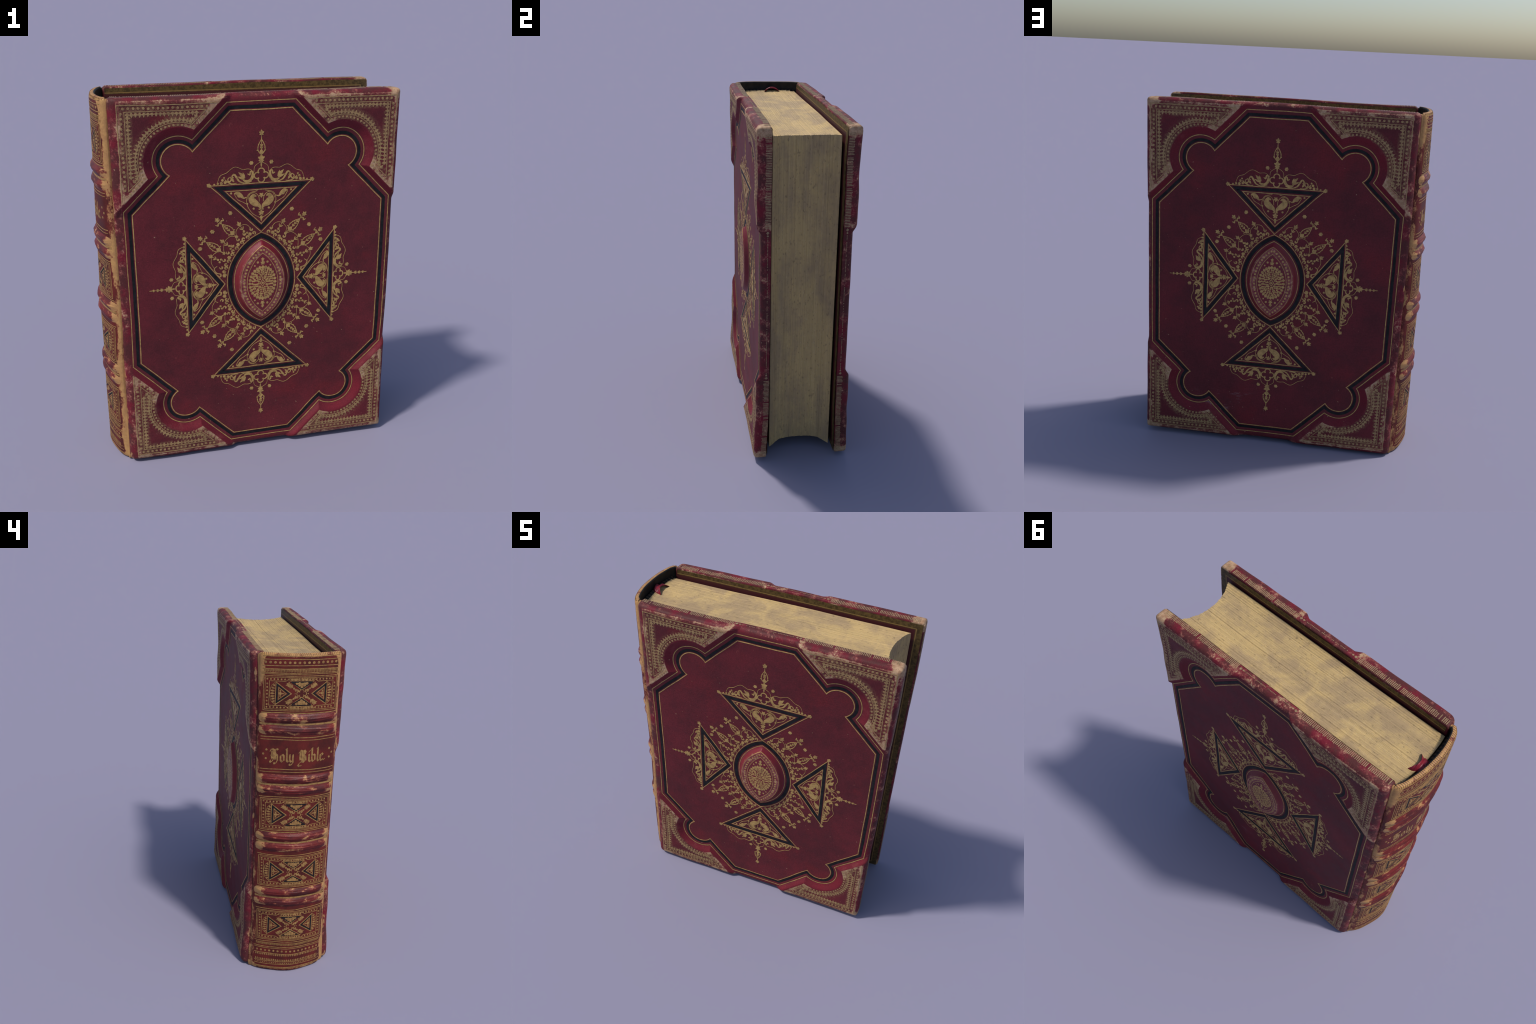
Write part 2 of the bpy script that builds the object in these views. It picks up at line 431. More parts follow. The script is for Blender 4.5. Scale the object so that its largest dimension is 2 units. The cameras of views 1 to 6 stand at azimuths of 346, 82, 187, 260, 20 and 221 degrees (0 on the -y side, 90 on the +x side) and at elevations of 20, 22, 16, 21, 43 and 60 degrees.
class Tool:
    """collects small relief shapes drawn in 2D and lays them on a surface"""
    def __init__(self, fn, relief=0.0010):
        self.fn, self.relief, self.V, self.F, self.n = fn, relief, [], [], 0
        self.tf = lambda p: p

    def _off(self):
        return self.relief * (0.75 + 0.5 * rng.random())

    def _put(self, P2, off):
        v = self.fn(np.asarray(P2)[:, 0], np.asarray(P2)[:, 1], off)
        b = self.n; self.V.append(v); self.n += len(v)
        return b

    def stroke(self, pts, width, closed=False, sub=0.012, taper=False):
        p = np.array(pts, float)
        wd = np.full(len(p), width, float) if np.isscalar(width) else np.array(width, float)
        if closed: p = np.vstack([p, p[:1]]); wd = np.r_[wd, wd[:1]]
        # keep corners, subdivide long runs
        P, W = [p[0]], [wd[0]]
        for k in range(len(p) - 1):
            d = np.hypot(*(p[k + 1] - p[k])); m = max(1, int(math.ceil(d / sub)))
            for i in range(1, m + 1):
                t = i / m; P.append(p[k] * (1 - t) + p[k + 1] * t); W.append(wd[k] * (1 - t) + wd[k + 1] * t)
        P, W = self.tf(np.array(P)), np.array(W)
        P = P + 0.0007 * np.stack([wav(P[:, 0], P[:, 1], 41, 30), wav(P[:, 0], P[:, 1], 42, 30)], 1)
        keep = np.r_[True, np.hypot(*np.diff(P, axis=0).T) > 1e-7]
        P, W = P[keep], W[keep]
        if len(P) < 2: return
        d = np.diff(P, axis=0); d /= np.hypot(d[:, 0], d[:, 1])[:, None]
        if closed:
            dp = np.vstack([d[-1:], d]); dn = np.vstack([d, d[:1]])
        else:
            dp = np.vstack([d[:1], d]); dn = np.vstack([d, d[-1:]])
        t = dp + dn; L = np.hypot(t[:, 0], t[:, 1]); L[L < 1e-6] = 1e-6; t /= L[:, None]
        mit = 1.0 / np.clip((t * dn).sum(1), 0.38, 1)
        nrm = np.stack([-t[:, 1], t[:, 0]], 1) * (W * 0.5 * mit)[:, None]
        off = self._off(); N = len(P)
        b0 = self._put(P + nrm, -0.0012); b1 = self._put(P + nrm, off)
        b2 = self._put(P - nrm, off); b3 = self._put(P - nrm, -0.0012)
        for i in range(N - 1):
            for a, b in ((b0, b1), (b1, b2), (b2, b3)):
                self.F.append((a + i, a + i + 1, b + i + 1, b + i))
        if not closed:
            self.F.append((b0, b1, b2, b3)); e = N - 1
            self.F.append((b3 + e, b2 + e, b1 + e, b0 + e))

    def dot(self, c, r, n=10, petals=0):
        a = np.linspace(0, 2 * math.pi, n * (2 if petals else 1), endpoint=False) + rng.random()
        rr = r * (1 + (0.16 * np.cos(petals * a) if petals else 0) + 0.05 * np.sin(2 * a + rng.random() * 6))
        cc = self.tf(np.array([c], float))[0]
        ring = cc + np.stack([rr * np.cos(a), rr * np.sin(a)], 1)
        off = self._off(); n = len(a)
        b0 = self._put(ring, -0.0012); b1 = self._put(ring, off)
        b2 = self._put(cc[None], off * 1.15)
        for i in range(n):
            j = (i + 1) % n
            self.F.append((b0 + i, b0 + j, b1 + j, b1 + i)); self.F.append((b1 + i, b1 + j, b2))

    def tear(self, base, tip, w, fat=0.3, n=12):
        """filled leaf / drop from base to tip, widest at `fat`"""
        base, tip = np.array(base, float), np.array(tip, float)
        t = np.linspace(0, 1, n)
        prof = np.where(t < fat, np.sin(t / fat * math.pi / 2) ** 0.7, np.cos((t - fat) / (1 - fat) * math.pi / 2) ** 1.1)
        self.stroke(base + (tip - base) * t[:, None], np.maximum(w * prof, 0.0008), sub=1)

    def arc(self, c, r, a0, a1, w, n=16, ry=None):
        a = np.radians(np.linspace(a0, a1, n))
        self.stroke(np.stack([c[0] + r * np.cos(a), c[1] + (ry or r) * np.sin(a)], 1), w, sub=1)

    def curl(self, c, r, a0, turn, w0, w1, n=18):
        """spiral scroll: starts at radius r and winds inward"""
        t = np.linspace(0, 1, n)
        a = np.radians(a0 + turn * t); rr = r * (1 - 0.72 * t)
        self.stroke(np.stack([c[0] + rr * np.cos(a), c[1] + rr * np.sin(a)], 1), w0 + (w1 - w0) * np.sin(t * math.pi * 0.9), sub=1)

    def curve(self, ctrl, w, n=22):
        self.stroke(spline(ctrl, n), w if np.isscalar(w) else np.interp(np.linspace(0, 1, n), np.linspace(0, 1, len(w)), w), sub=1)

    def build(self, name, mat, parent, stuff=False):
        if not self.V: return None
        ob = add_mesh(name, np.vstack(self.V), self.F, mat, parent, smooth=False, stuff=stuff)
        return ob


# ------------------------------------------------------------------ boards
def axis_nodes(lo, hi, r, step):
    """grid lines: dense through the rounded edge, even in between"""
    k = 1 - np.cos(np.linspace(0, math.pi / 2, 7))
    n = int(round((hi - lo - 2 * r) / step))
    return np.r_[lo + r * k[:-1], np.linspace(lo + r, hi - r, n + 1), (hi - r * k[:-1])[::-1]]


R_OUT = 0.027
Y_JOINT = 0.2270            # boards sink to the spine's edge along the joint


def rounded_xz(X, Z, rc=0.022):
    """pull the four corners of the board into a small radius"""
    X, Z = X.copy(), Z.copy()
    for cx, sx in ((X0 + rc, -1), (X1 - rc, 1)):
        for cz, sz in ((Z0 + rc, -1), (Z1 - rc, 1)):
            a, b = (X - cx) * sx / rc, (Z - cz) * sz / rc
            m = (a > 0) & (b > 0)
            an, bn = a * np.sqrt(np.clip(1 - b * b / 2, 0, 1)), b * np.sqrt(np.clip(1 - a * a / 2, 0, 1))
            X = np.where(m, cx + sx * rc * an, X); Z = np.where(m, cz + sz * rc * bn, Z)
    return X, Z


def face_y(x, z):
    """outer leather surface including the rounding towards the board edges"""
    h = board_height(x, z)
    qj = np.clip(1 - (x - X0) / 0.050, 0, 1)
    h = Y_JOINT + (h - Y_JOINT) * np.sqrt(np.clip(1 - qj * qj, 0, 1))
    d = np.minimum(X1 - x, np.minimum(z - Z0, Z1 - z))
    q = np.clip(1 - d / R_OUT, 0, 1)
    r = R_OUT * (1 - 0.55 * qj)
    return h - r * (1 - np.sqrt(np.clip(1 - q * q, 0, 1)))


def make_board(name, side):
    ax, az = axis_nodes(X0, X1, R_OUT, 0.0038), axis_nodes(Z0, Z1, R_OUT, 0.0038)
    nx, nz = len(ax), len(az)
    X, Z = np.meshgrid(ax, az, indexing='ij')
    Y = face_y(X, Z)
    Xr, Zr = rounded_xz(X, Z)
    V = [np.stack([Xr, side * Y, Zr], -1).reshape(-1, 3)]
    F = grid_faces(nx, nz, 0, flip=(side > 0))
    # boundary ring, then wall rings down to the inner face
    idx = np.arange(nx * nz).reshape(nx, nz)
    ring = np.r_[idx[:-1, 0], idx[-1, :-1], idx[:0:-1, -1], idx[0, :0:-1]]
    P = V[0][ring]; n = len(ring)
    cen = np.array([0.05, 0, 1.0])
    prev = ring; base = nx * nz
    inward = np.stack([np.where(P[:, 0] > X1 - 0.012, -1, np.where(P[:, 0] < X0 + 0.012, 1, 0)),
                       np.zeros(n), np.where(P[:, 2] > Z1 - 0.012, -1, np.where(P[:, 2] < Z0 + 0.012, 1, 0))], 1).astype(float)
    for t, inset in ((0.35, 0), (0.7, 0), (0.92, 0.0008), (1.0, 0.006)):
        Q = P.copy()
        Q[:, 1] = P[:, 1] * (1 - t) + side * Y_IN * t
        Q += inward * inset
        V.append(Q); cur = np.arange(base, base + n)
        for i in range(n):
            j = (i + 1) % n
            f = (prev[i], prev[j], cur[j], cur[i])
            F.append(tuple(int(k) for k in (f if side < 0 else f[::-1])))
        prev, base = cur, base + n
    inner = tuple(int(k) for k in prev)
    F.append(inner if side < 0 else inner[::-1])
    return add_mesh(name, np.vstack(V), F, M_COVER, ROOT)


def on_board(side, boss=False):
    def fn(a, w, off):
        x, z = CX + a, CZ + w
        y = face_y(x, z) + off
        if boss: y = y + boss_height(a, w)
        return np.stack([x, side * y, z], 1)
    return fn


def outline(o, lobe_extra=0.0):
    """octagon with lobed corners, offset outwards by o"""
    X, Z, D, r = OCT_X + o, OCT_Z + o, OCT_D + o * SQ2, LOBE_R + o
    # cusps: circle meets the diagonal line u + w = D
    k = (D - (LOBE_U + LOBE_W)) / 2
    h = math.sqrt(max(r * r - 2 * k * k, 1e-6)) / SQ2
    c1 = (LOBE_U + k - h, LOBE_W + k + h); c2 = (LOBE_U + k + h, LOBE_W + k - h)
    a1 = math.atan2(c1[1] - LOBE_W, c1[0] - LOBE_U); a2 = math.atan2(c2[1] - LOBE_W, c2[0] - LOBE_U)
    q = [(D - Z, Z)]
    q += [(LOBE_U + r * math.cos(a), LOBE_W + r * math.sin(a)) for a in np.linspace(a1, a2, 26)]
    q += [(X, D - X)]
    q = np.array(q)
    return np.vstack([q, (q * [1, -1])[::-1], q * [-1, -1], (q * [-1, 1])[::-1]])


def vesica_path(h, b, n=40):
    R = (h * h + b * b) / (2 * b)
    t = math.asin(h / R)
    a = np.linspace(t, -t, n)
    right = np.stack([R * np.cos(a) - (R - b), R * np.sin(a)], 1)
    return np.vstack([right, (right * [-1, 1])[::-1][1:-1]])


def flower(T, c, d, s):
    """little three-lobed fleuron at c pointing along d"""
    d = np.array(d, float) / np.hypot(*d); n = np.array([-d[1], d[0]]); c = np.array(c, float)
    T.dot(c, 0.36 * s)
    T.tear(c, c + d * s * 1.0, 0.62 * s, 0.5, 7)
    for k in (-1, 1):
        T.tear(c, c + (d * 0.45 + n * k * 0.75) * s, 0.5 * s, 0.55, 7)
        T.tear(c - d * 0.25 * s, c + (n * k * 0.62 - d * 0.35) * s, 0.4 * s, 0.5, 6)


def triangle_ornament(T, h_in, k_out, spire):
    """scrollwork in and above one triangle; base on q = 0, tip at q = -h_in.
    drawn for a 0.262 high triangle and scaled"""
    ki = h_in / 0.262
    place = T.tf
    inn = lambda p: place(np.asarray(p) * [1, ki])
    outw = lambda p: place(np.asarray(p) * [1, k_out])
    # --- inside
    T.tf = inn
    T.stroke([(-0.187, -0.034), (0.187, -0.034), (0, -0.217)], 0.0040, closed=True)
    flower(T, (0, -0.062), (0, -1), 0.017)
    flower(T, (0, -0.160), (0, 1), 0.020)
    T.tear((0, -0.172), (0, -0.205), 0.012, 0.4)
    T.dot((0, -0.180), 0.007)
    for s in (-1, 1):
        m = lambda pts: [(s * x, y) for x, y in pts]
        # heart lobe: fat comma
        T.curve(m([(0.003, -0.140), (0.012, -0.118), (0.034, -0.104), (0.050, -0.084), (0.040, -0.064), (0.026, -0.070)]),
                [0.004, 0.018, 0.034, 0.036, 0.022, 0.006])
        T.curve(m([(0.010, -0.098), (0.014, -0.070), (0.034, -0.050), (0.060, -0.056), (0.070, -0.082)]), 0.0030)
        T.curve(m([(0.004, -0.186), (0.045, -0.160), (0.072, -0.118), (0.076, -0.080), (0.060, -0.050), (0.020, -0.040)]), 0.0028)
        T.curve(m([(0.070, -0.112), (0.095, -0.096), (0.122, -0.080), (0.140, -0.050)]), 0.0028)
        T.curve(m([(0.076, -0.070), (0.092, -0.074), (0.104, -0.062), (0.122, -0.048), (0.140, -0.046)]), [0.003, 0.008, 0.020, 0.022, 0.004])
        T.curl((s * 0.112, -0.057), 0.013, 20 if s > 0 else 160, -300 * s, 0.003, 0.006, 12)
        T.dot((s * 0.157, -0.045), 0.0055)
        T.dot((s * 0.040, -0.134), 0.0060)
        T.dot((s * 0.074, -0.106), 0.0050)
        T.curl((s * 0.010, -0.136), 0.008, 90, 260 * s, 0.003, 0.005, 10)
    # --- outside, above the base
    T.tf = outw
    for k in range(4):
        a = k * 90
        c = (0.0205 * math.cos(math.radians(a)), 0.040 + 0.0205 * math.sin(math.radians(a)))
        T.arc(c, 0.0165, a - 125, a + 125, 0.0060)
    for s in (-1, 1):
        m = lambda pts: [(s * x, y) for x, y in pts]
        T.curve(m([(0.039, 0.058), (0.062, 0.076), (0.096, 0.074)]), 0.0024)
        T.curve(m([(0.096, 0.074), (0.138, 0.089), (0.182, 0.060)]), 0.0024)
        T.curve(m([(0.182, 0.060), (0.212, 0.048), (0.226, 0.016)]), 0.0024)
        T.curve(m([(0.039, 0.058), (0.034, 0.088), (0.006, 0.108)]), 0.0022)
        # acanthus scrolls, getting smaller outwards
        T.curve(m([(0.072, 0.052), (0.060, 0.046), (0.058, 0.060), (0.052, 0.066), (0.045, 0.052), (0.050, 0.026), (0.072, 0.012), (0.096, 0.020)]),
                [0.004, 0.008, 0.006, 0.012, 0.016, 0.012, 0.014, 0.004])
        T.tear(m([(0.084, 0.030)])[0], m([(0.118, 0.062)])[0], 0.017, 0.4)
        T.tear(m([(0.088, 0.034)])[0], m([(0.096, 0.060)])[0], 0.010, 0.4)
        T.tear(m([(0.086, 0.024)])[0], m([(0.124, 0.040)])[0], 0.012, 0.4)
        T.curve(m([(0.050, 0.012), (0.080, 0.004), (0.112, 0.014), (0.128, 0.036), (0.140, 0.052), (0.152, 0.040), (0.142, 0.034)]),
                [0.004, 0.006, 0.005, 0.008, 0.010, 0.008, 0.004])
        T.tear(m([(0.140, 0.012)])[0], m([(0.162, 0.042)])[0], 0.012, 0.45)
        T.curl((s * 0.163, 0.024), 0.014, 120 if s > 0 else 60, -330 * s, 0.003, 0.006, 14)
        T.curve(m([(0.128, 0.006), (0.152, 0.004), (0.176, 0.016), (0.190, 0.030)]), [0.003, 0.006, 0.007, 0.003])
        for (x, y, r) in ((0.186, 0.014, 0.008), (0.200, 0.026, 0.007), (0.206, 0.010, 0.008), (0.224, 0.010, 0.006), (0.242, 0.006, 0.005), (0.192, 0.038, 0.005)):
            T.dot((s * x, y), r)
        T.dot((s * 0.052, 0.106), 0.0098, petals=6)
    T.tear((0, 0.082), (0, 0.112), 0.008, 0.5)
    if spire == 'tall':
        flower(T, (0, 0.124), (0, 1), 0.024); flower(T, (0, 0.112), (0, -1), 0.014)
        for s in (-1, 1):
            t = np.linspace(0, 1, 16)
            wdt = 0.0185 * np.sin(np.clip(t * 1.15, 0, 1) * math.pi) ** 0.8 * (1 - 0.55 * t) * 1.35
            T.stroke(np.stack([s * wdt, 0.146 + 0.088 * t], 1), 0.0042, sub=1)
            for q in (0.168, 0.182, 0.196):
                T.dot((s * (0.021 - (q - 0.168) * 0.22), q), 0.0034, 6)
        T.tear((0, 0.146), (0, 0.176), 0.022, 0.3)
        for q in (0.180, 0.192):
            T.tear((0, q - 0.006), (-0.008, q + 0.008), 0.006, .5, 6); T.tear((0, q - 0.006), (0.008, q + 0.008), 0.006, .5, 6)
        T.stroke([(0, 0.168), (0, 0.250)], 0.0030)
        flower(T, (0, 0.254), (0, 1), 0.018)
    else:
        flower(T, (0, 0.118), (0, 1), 0.026); flower(T, (0, 0.136), (0, 1), 0.018)
        T.stroke([(0, 0.10), (0, 0.262)], 0.0036)
        for q, s0 in ((0.176, 0.013), (0.204, 0.012), (0.232, 0.010)):
            flower(T, (0, q), (0, 1), s0)
    T.tf = place


def spray_ornament(T):
    """filigree filling the angle between two triangles (first quadrant)"""
    for c in ((0.163, 0.388), (0.258, 0.296), (0.324, 0.208)):
        T.dot(c, 0.0105, petals=6)
    for b, t in (((0.131, 0.257), (0.237, 0.362)), ((0.199, 0.172), (0.329, 0.270))):
        b, t = np.array(b), np.array(t); d = t - b; L = np.hypot(*d); d = d / L; n = np.array([-d[1], d[0]])
        at = lambda a, o: b + d * a * L + n * o
        T.dot(b, 0.0080, petals=5)
        T.stroke([at(0, 0), at(0.2, 0)], 0.003)
        for s in (-1, 1):
            q = np.linspace(0, 1, 14)
            pr = 0.0185 * np.sin(q ** 0.75 * math.pi) ** 0.85
            T.stroke(np.array([at(0.14 + 0.56 * x, s * y) for x, y in zip(q, pr)]), 0.0042, sub=1)
            for x in (0.24, 0.36, 0.48): T.dot(at(x, s * 0.0215 * (1 - max(0, x - 0.3) * 1.2)), 0.0032, 6)
            T.curve([at(0.74, 0), at(0.82, s * 0.010), at(0.78, s * 0.020), at(0.86, s * 0.026)], [0.003, 0.006, 0.008, 0.003], 10)
        T.tear(at(0.14, 0), at(0.32, 0), 0.024, 0.35)
        for x in (0.34, 0.44, 0.54):
            for s in (-1, 1): T.tear(at(x, 0), at(x + 0.09, s * 0.008), 0.0055, .5, 6)
        T.stroke([at(0.3, 0), at(0.92, 0)], 0.0028)
        flower(T, at(0.93, 0), d, 0.017)
    for b, t in (((0.088, 0.278), (0.128, 0.340)), ((0.165, 0.206), (0.219, 0.249)), ((0.226, 0.136), (0.284, 0.168))):
        b, t = np.array(b), np.array(t); d = t - b; n = np.array([-d[1], d[0]])
        T.stroke([b, t], 0.003)
        for x in (0.25, 0.62):
            for s in (-1, 1): T.tear(b + d * x, b + d * (x + 0.22) + n * s * 0.17, 0.007, 0.5, 7)
        T.tear(b + d * 0.66, t, 0.013, 0.4)
        T.dot(b + d * 0.1, 0.0062); T.dot(b - d * 0.12 + n * 0.12, 0.0060); T.dot(b - d * 0.12 - n * 0.12, 0.0060)
    # thin linking loops
    T.curve([(0.052, 0.290), (0.075, 0.318), (0.108, 0.318), (0.134, 0.290), (0.131, 0.257)], 0.0024)
    T.curve([(0.131, 0.257), (0.162, 0.262), (0.192, 0.240), (0.200, 0.205), (0.199, 0.172)], 0.0024)
    T.curve([(0.199, 0.172), (0.228, 0.184), (0.258, 0.166), (0.268, 0.128), (0.250, 0.090)], 0.0024)
    # curls hugging the almond
    R = (0.272 ** 2 + 0.185 ** 2) / (2 * 0.185); t0 = math.asin(0.272 / R)
    for i, t in enumerate(np.linspace(0.90, 0.13, 15)):
        a = t * t0; e = 0.017 + 0.006 * (i % 2)
        p = ((R + e) * math.cos(a) - (R - 0.185), (R + e) * math.sin(a))
        if i % 4 == 1: T.dot(p, 0.0095, petals=6)
        else: T.curl(p, 0.0105, math.degrees(a) + 180, 330 if i % 2 else -330, 0.0045, 0.0075, 12)
        if i % 2 == 0:
            p2 = ((R + 0.042) * math.cos(a) - (R - 0.185), (R + 0.042) * math.sin(a))
            T.curl(p2, 0.0105, math.degrees(a), -300, 0.003, 0.0065, 12)
            T.dot((p2[0] * 0.5 + p[0] * 0.5 + 0.008, p2[1] * 0.5 + p[1] * 0.5 + 0.004), 0.0048)
    T.dot((0.199, 0.047), 0.0095, petals=6)
    T.curve([(0.215, 0.060), (0.240, 0.066), (0.252, 0.090), (0.236, 0.104)], [0.003, 0.006, 0.005, 0.003])


def corner_ornament(T):
    """tooled borders of one raised corner plate (first quadrant)"""
    WH, UH = 0.957, 0.700
    s0 = OCT_D + SQ2 * D_EDGE
    rl = LOBE_R + L_EDGE
    wig = lambda: rng.uniform(-0.0012, 0.0012)
    T.stroke([(s0 - WH + 0.02, WH), (UH, WH), (UH, s0 - UH + 0.02)], 0.0042)
    # inner closed line
    def loop(o, wl, ul):
        D, r = s0 + SQ2 * o, rl + o * 0.9
        k = (D - (LOBE_U + LOBE_W)) / 2
        h = math.sqrt(r * r - 2 * k * k) / SQ2
        c1 = (LOBE_U + k - h, LOBE_W + k + h); c2 = (LOBE_U + k + h, LOBE_W + k - h)
        a1 = math.atan2(c1[1] - LOBE_W, c1[0] - LOBE_U); a2 = math.atan2(c2[1] - LOBE_W, c2[0] - LOBE_U)
        arc = [(LOBE_U + r * math.cos(a), LOBE_W + r * math.sin(a)) for a in np.linspace(a1, a2, 24)]
        return [(D - wl, wl)] + arc + [(ul, D - ul)], (ul, wl)
    path, cor = loop(0.027, 0.927, 0.666)
    T.stroke(path + [cor], 0.0036, closed=True)
    # pearls between the lines
    for u in np.arange(0.275, 0.69, 0.0232): T.dot((u + wig(), 0.942 + wig()), 0.0066)
    for w in np.arange(0.545, 0.93, 0.0232): T.dot((0.683 + wig(), w + wig()), 0.0066)
    pearl, _ = loop(0.0135, 0.927, 0.666)
    run = lambda pts, step: spline_even(pts, step)
    for p in run(pearl, 0.0205): T.dot(p, 0.0058)
    # rows of little leaves pointing into the field
    def leaf(p, d, s=0.0165):
        p, d = np.array(p), np.array(d, float) / np.hypot(*d); n = np.array([-d[1], d[0]])
        s = s * rng.uniform(0.92, 1.18); T.dot(p, 0.0058, 7)
        T.tear(p, p + d * s, 0.0098, 0.45, 6)
        for k in (-1, 1): T.tear(p, p + (d * 0.35 + n * k * 0.62) * s, 0.0070, 0.5, 6)
    for u in np.arange(0.325, 0.660, 0.0192): leaf((u, 0.917), (0, -1))
    for w in np.arange(0.610, 0.905, 0.0192): leaf((0.656, w), (-1, 0))
    inner, _ = loop(0.037, 0.927, 0.666)
    pts = run(inner, 0.0188)
    for i in range(2, len(pts) - 2):
        t = pts[i + 1] - pts[i - 1]; leaf(pts[i], (-t[1], t[0]), 0.0170)


def spline_even(pts, step):
    p = np.array(pts, float)
    L = np.r_[0, np.cumsum(np.hypot(*np.diff(p, axis=0).T))]
    q = np.arange(step / 2, L[-1], step)
    return np.stack([np.interp(q, L, p[:, 0]), np.interp(q, L, p[:, 1])], 1)


def boss_ornament(T):
    rim = spline_even(np.vstack([vesica_path(0.188, 0.099), vesica_path(0.188, 0.099)[:1]]), 0.0188)
    for p in rim: T.dot(p, 0.0058)
    T.stroke(vesica_path(0.166, 0.083), 0.0028, closed=True)
    T.stroke(vesica_path(0.206, 0.117), 0.0026, closed=True)
    # mandala of petals and seeds
    nP = 28
    for k in range(nP):
        a = 2 * math.pi * k / nP; c, s = math.cos(a), math.sin(a)
        T.tear((0.058 * c, 0.076 * s), (0.077 * c, 0.100 * s), 0.0160, 0.6, 8)
    for r, n in ((0.055, 30), (0.0465, 26), (0.0380, 20), (0.0295, 16), (0.0215, 12)):
        for k in range(n):
            a = 2 * math.pi * (k + 0.5 * rng.random()) / n
            T.dot((r * math.cos(a), r * 1.32 * math.sin(a)), 0.0053, 8)
    T.stroke([(0.014, 0), (0, 0.019), (-0.014, 0), (0, -0.019)], 0.004, closed=True)
    T.dot((0, 0), 0.0065)
    for s in (-1, 1):
        flower(T, (0, s * 0.112), (0, s), 0.016); flower(T, (0, s * 0.132), (0, s), 0.012)
        for k in (-1, 1): T.dot((k * 0.026, s * 0.117), 0.0062); T.dot((k * 0.042, s * 0.098), 0.0048)


def dress_board(board, side):
    plain_fn, boss_fn = on_board(side), on_board(side, True)
    # central almond boss: its own mesh over the panel
    n_r, n_a = 34, 160
    pth = spline_even(np.vstack([vesica_path(0.230, 0.146, 80), vesica_path(0.230, 0.146, 80)[:1]]), 1.0 / 1000)
    pth = pth[np.linspace(0, len(pth) - 1, n_a, endpoint=False).astype(int)]
    tr = np.linspace(0.02, 1.0, n_r)
    A = (pth[None] * tr[:, None, None]).reshape(-1, 2)
    V = boss_fn(A[:, 0], A[:, 1], 0.0006)
    F = []
    for i in range(n_r - 1):
        for j in range(n_a):
            k = (j + 1) % n_a
            F.append((i * n_a + j, i * n_a + k, (i + 1) * n_a + k, (i + 1) * n_a + j))
    F.append(tuple(range(n_a)))
    boss = add_mesh('central_boss', V, F, M_BOSS, board)

    T = Tool(plain_fn); T.stroke(outline(0.0), 0.0158, closed=True); T.build('black_border', M_BLACK, board)
    for o, wd in ((0.0265, 0.0042), (-0.0150, 0.0046)):
        T = Tool(plain_fn); T.stroke(outline(o), wd, closed=True); T.build('gilt_border', M_GILT, board)
    T = Tool(plain_fn); T.stroke(vesica_path(0.254, 0.168), 0.0200, closed=True); T.build('black_almond_ring', M_BLACK, board)
    for h, b, wd in ((0.272, 0.185, 0.0040), (0.233, 0.148, 0.0036)):
        T = Tool(plain_fn); T.stroke(vesica_path(h, b), wd, closed=True); T.build('gilt_almond_ring', M_GILT, board)

    # four triangles: up, down (tall) and left, right (squat)
    arms = [((0, 1), 0.537, 0.262, 1.0, 'tall'), ((0, -1), 0.537, 0.262, 1.0, 'tall'),
            ((1, 0), 0.400, 0.203, 0.74, 'short'), ((-1, 0), 0.400, 0.203, 0.74, 'short')]
    for d, base, h, ko, sp in arms:
        d = np.array(d, float); n = np.array([d[1], -d[0]])
        place = lambda p, d=d, n=n, base=base: np.outer(np.asarray(p)[:, 0], n) + np.outer(base + np.asarray(p)[:, 1], d)
        T = Tool(plain_fn); T.tf = place
        k = h / 0.262
        T.stroke([(-0.225, -0.0165), (0.225, -0.0165), (0, -0.238 * k)], 0.0175, closed=True)
        T.build('black_triangle', M_BLACK, board)
        T = Tool(plain_fn); T.tf = place
        T.stroke([(-0.266, 0.0), (0.266, 0.0), (0, -h)], 0.0042, closed=True)
        for s in (-1, 1): T.dot((s * 0.270, 0.003), 0.0105, petals=5)
        triangle_ornament(T, h, ko, sp)
        T.build('gilt_triangle', M_GILT, board)
    for sa in (1, -1):
        for sw in (1, -1):
            T = Tool(plain_fn); T.tf = lambda p, sa=sa, sw=sw: np.asarray(p) * [sa, sw]
            spray_ornament(T); T.build('gilt_spray', M_GILT, board)
            T = Tool(plain_fn, 0.0009); T.tf = lambda p, sa=sa, sw=sw: np.asarray(p) * [sa, sw]
            corner_ornament(T); T.build('gilt_corner_border', M_GILT_PLATE, board)
    T = Tool(boss_fn); boss_ornament(T); T.build('gilt_medallion', M_GILT, board)

    # tooled board edges: hatch near the corners, fine pearls between
    def top_edge(a, b, off):   # a along x, b across the edge (0 = inner)
        return np.stack([a, side * (Y_IN + 0.007 + b), Z1 + off + 0 * a], 1)
    def bottom_edge(a, b, off):
        return np.stack([a, side * (Y_IN + 0.007 + b), Z0 - off + 0 * a], 1)
    def fore_edge(a, b, off):
        return np.stack([X1 + off + 0 * a, side * (Y_IN + 0.007 + b), a], 1)
    for fn, c, lo, hi, gap in ((top_edge, CX, X0 + 0.02, X1 - 0.03, 0.19), (bottom_edge, CX, X0 + 0.02, X1 - 0.03, 0.19), (fore_edge, CZ, Z0 + 0.03, Z1 - 0.03, 0.45)):
        T = Tool(fn, 0.0008)
        for a in np.arange(lo, hi, 0.0086):
            if abs(a - c) > gap:
                if rng.random() < 0.05: continue
                e = 0.026 + rng.uniform(-0.003, 0.003)
                T.stroke([(a, -0.004), (a + rng.uniform(-.001, .001), e)], 0.0040)
        for a in np.arange(c - gap + 0.03, c + gap - 0.03, 0.008):
            if rng.random() < 0.8: T.dot((a, 0.012), 0.0026, 6)
        for s in (-1, 1):
            T.dot((c + s * (gap - 0.015), 0.012), 0.007, petals=4); T.dot((c + s * (gap - 0.032), 0.012), 0.005)
        T.build('edge_tooling', M_GILT_EDGE, board, stuff=True)

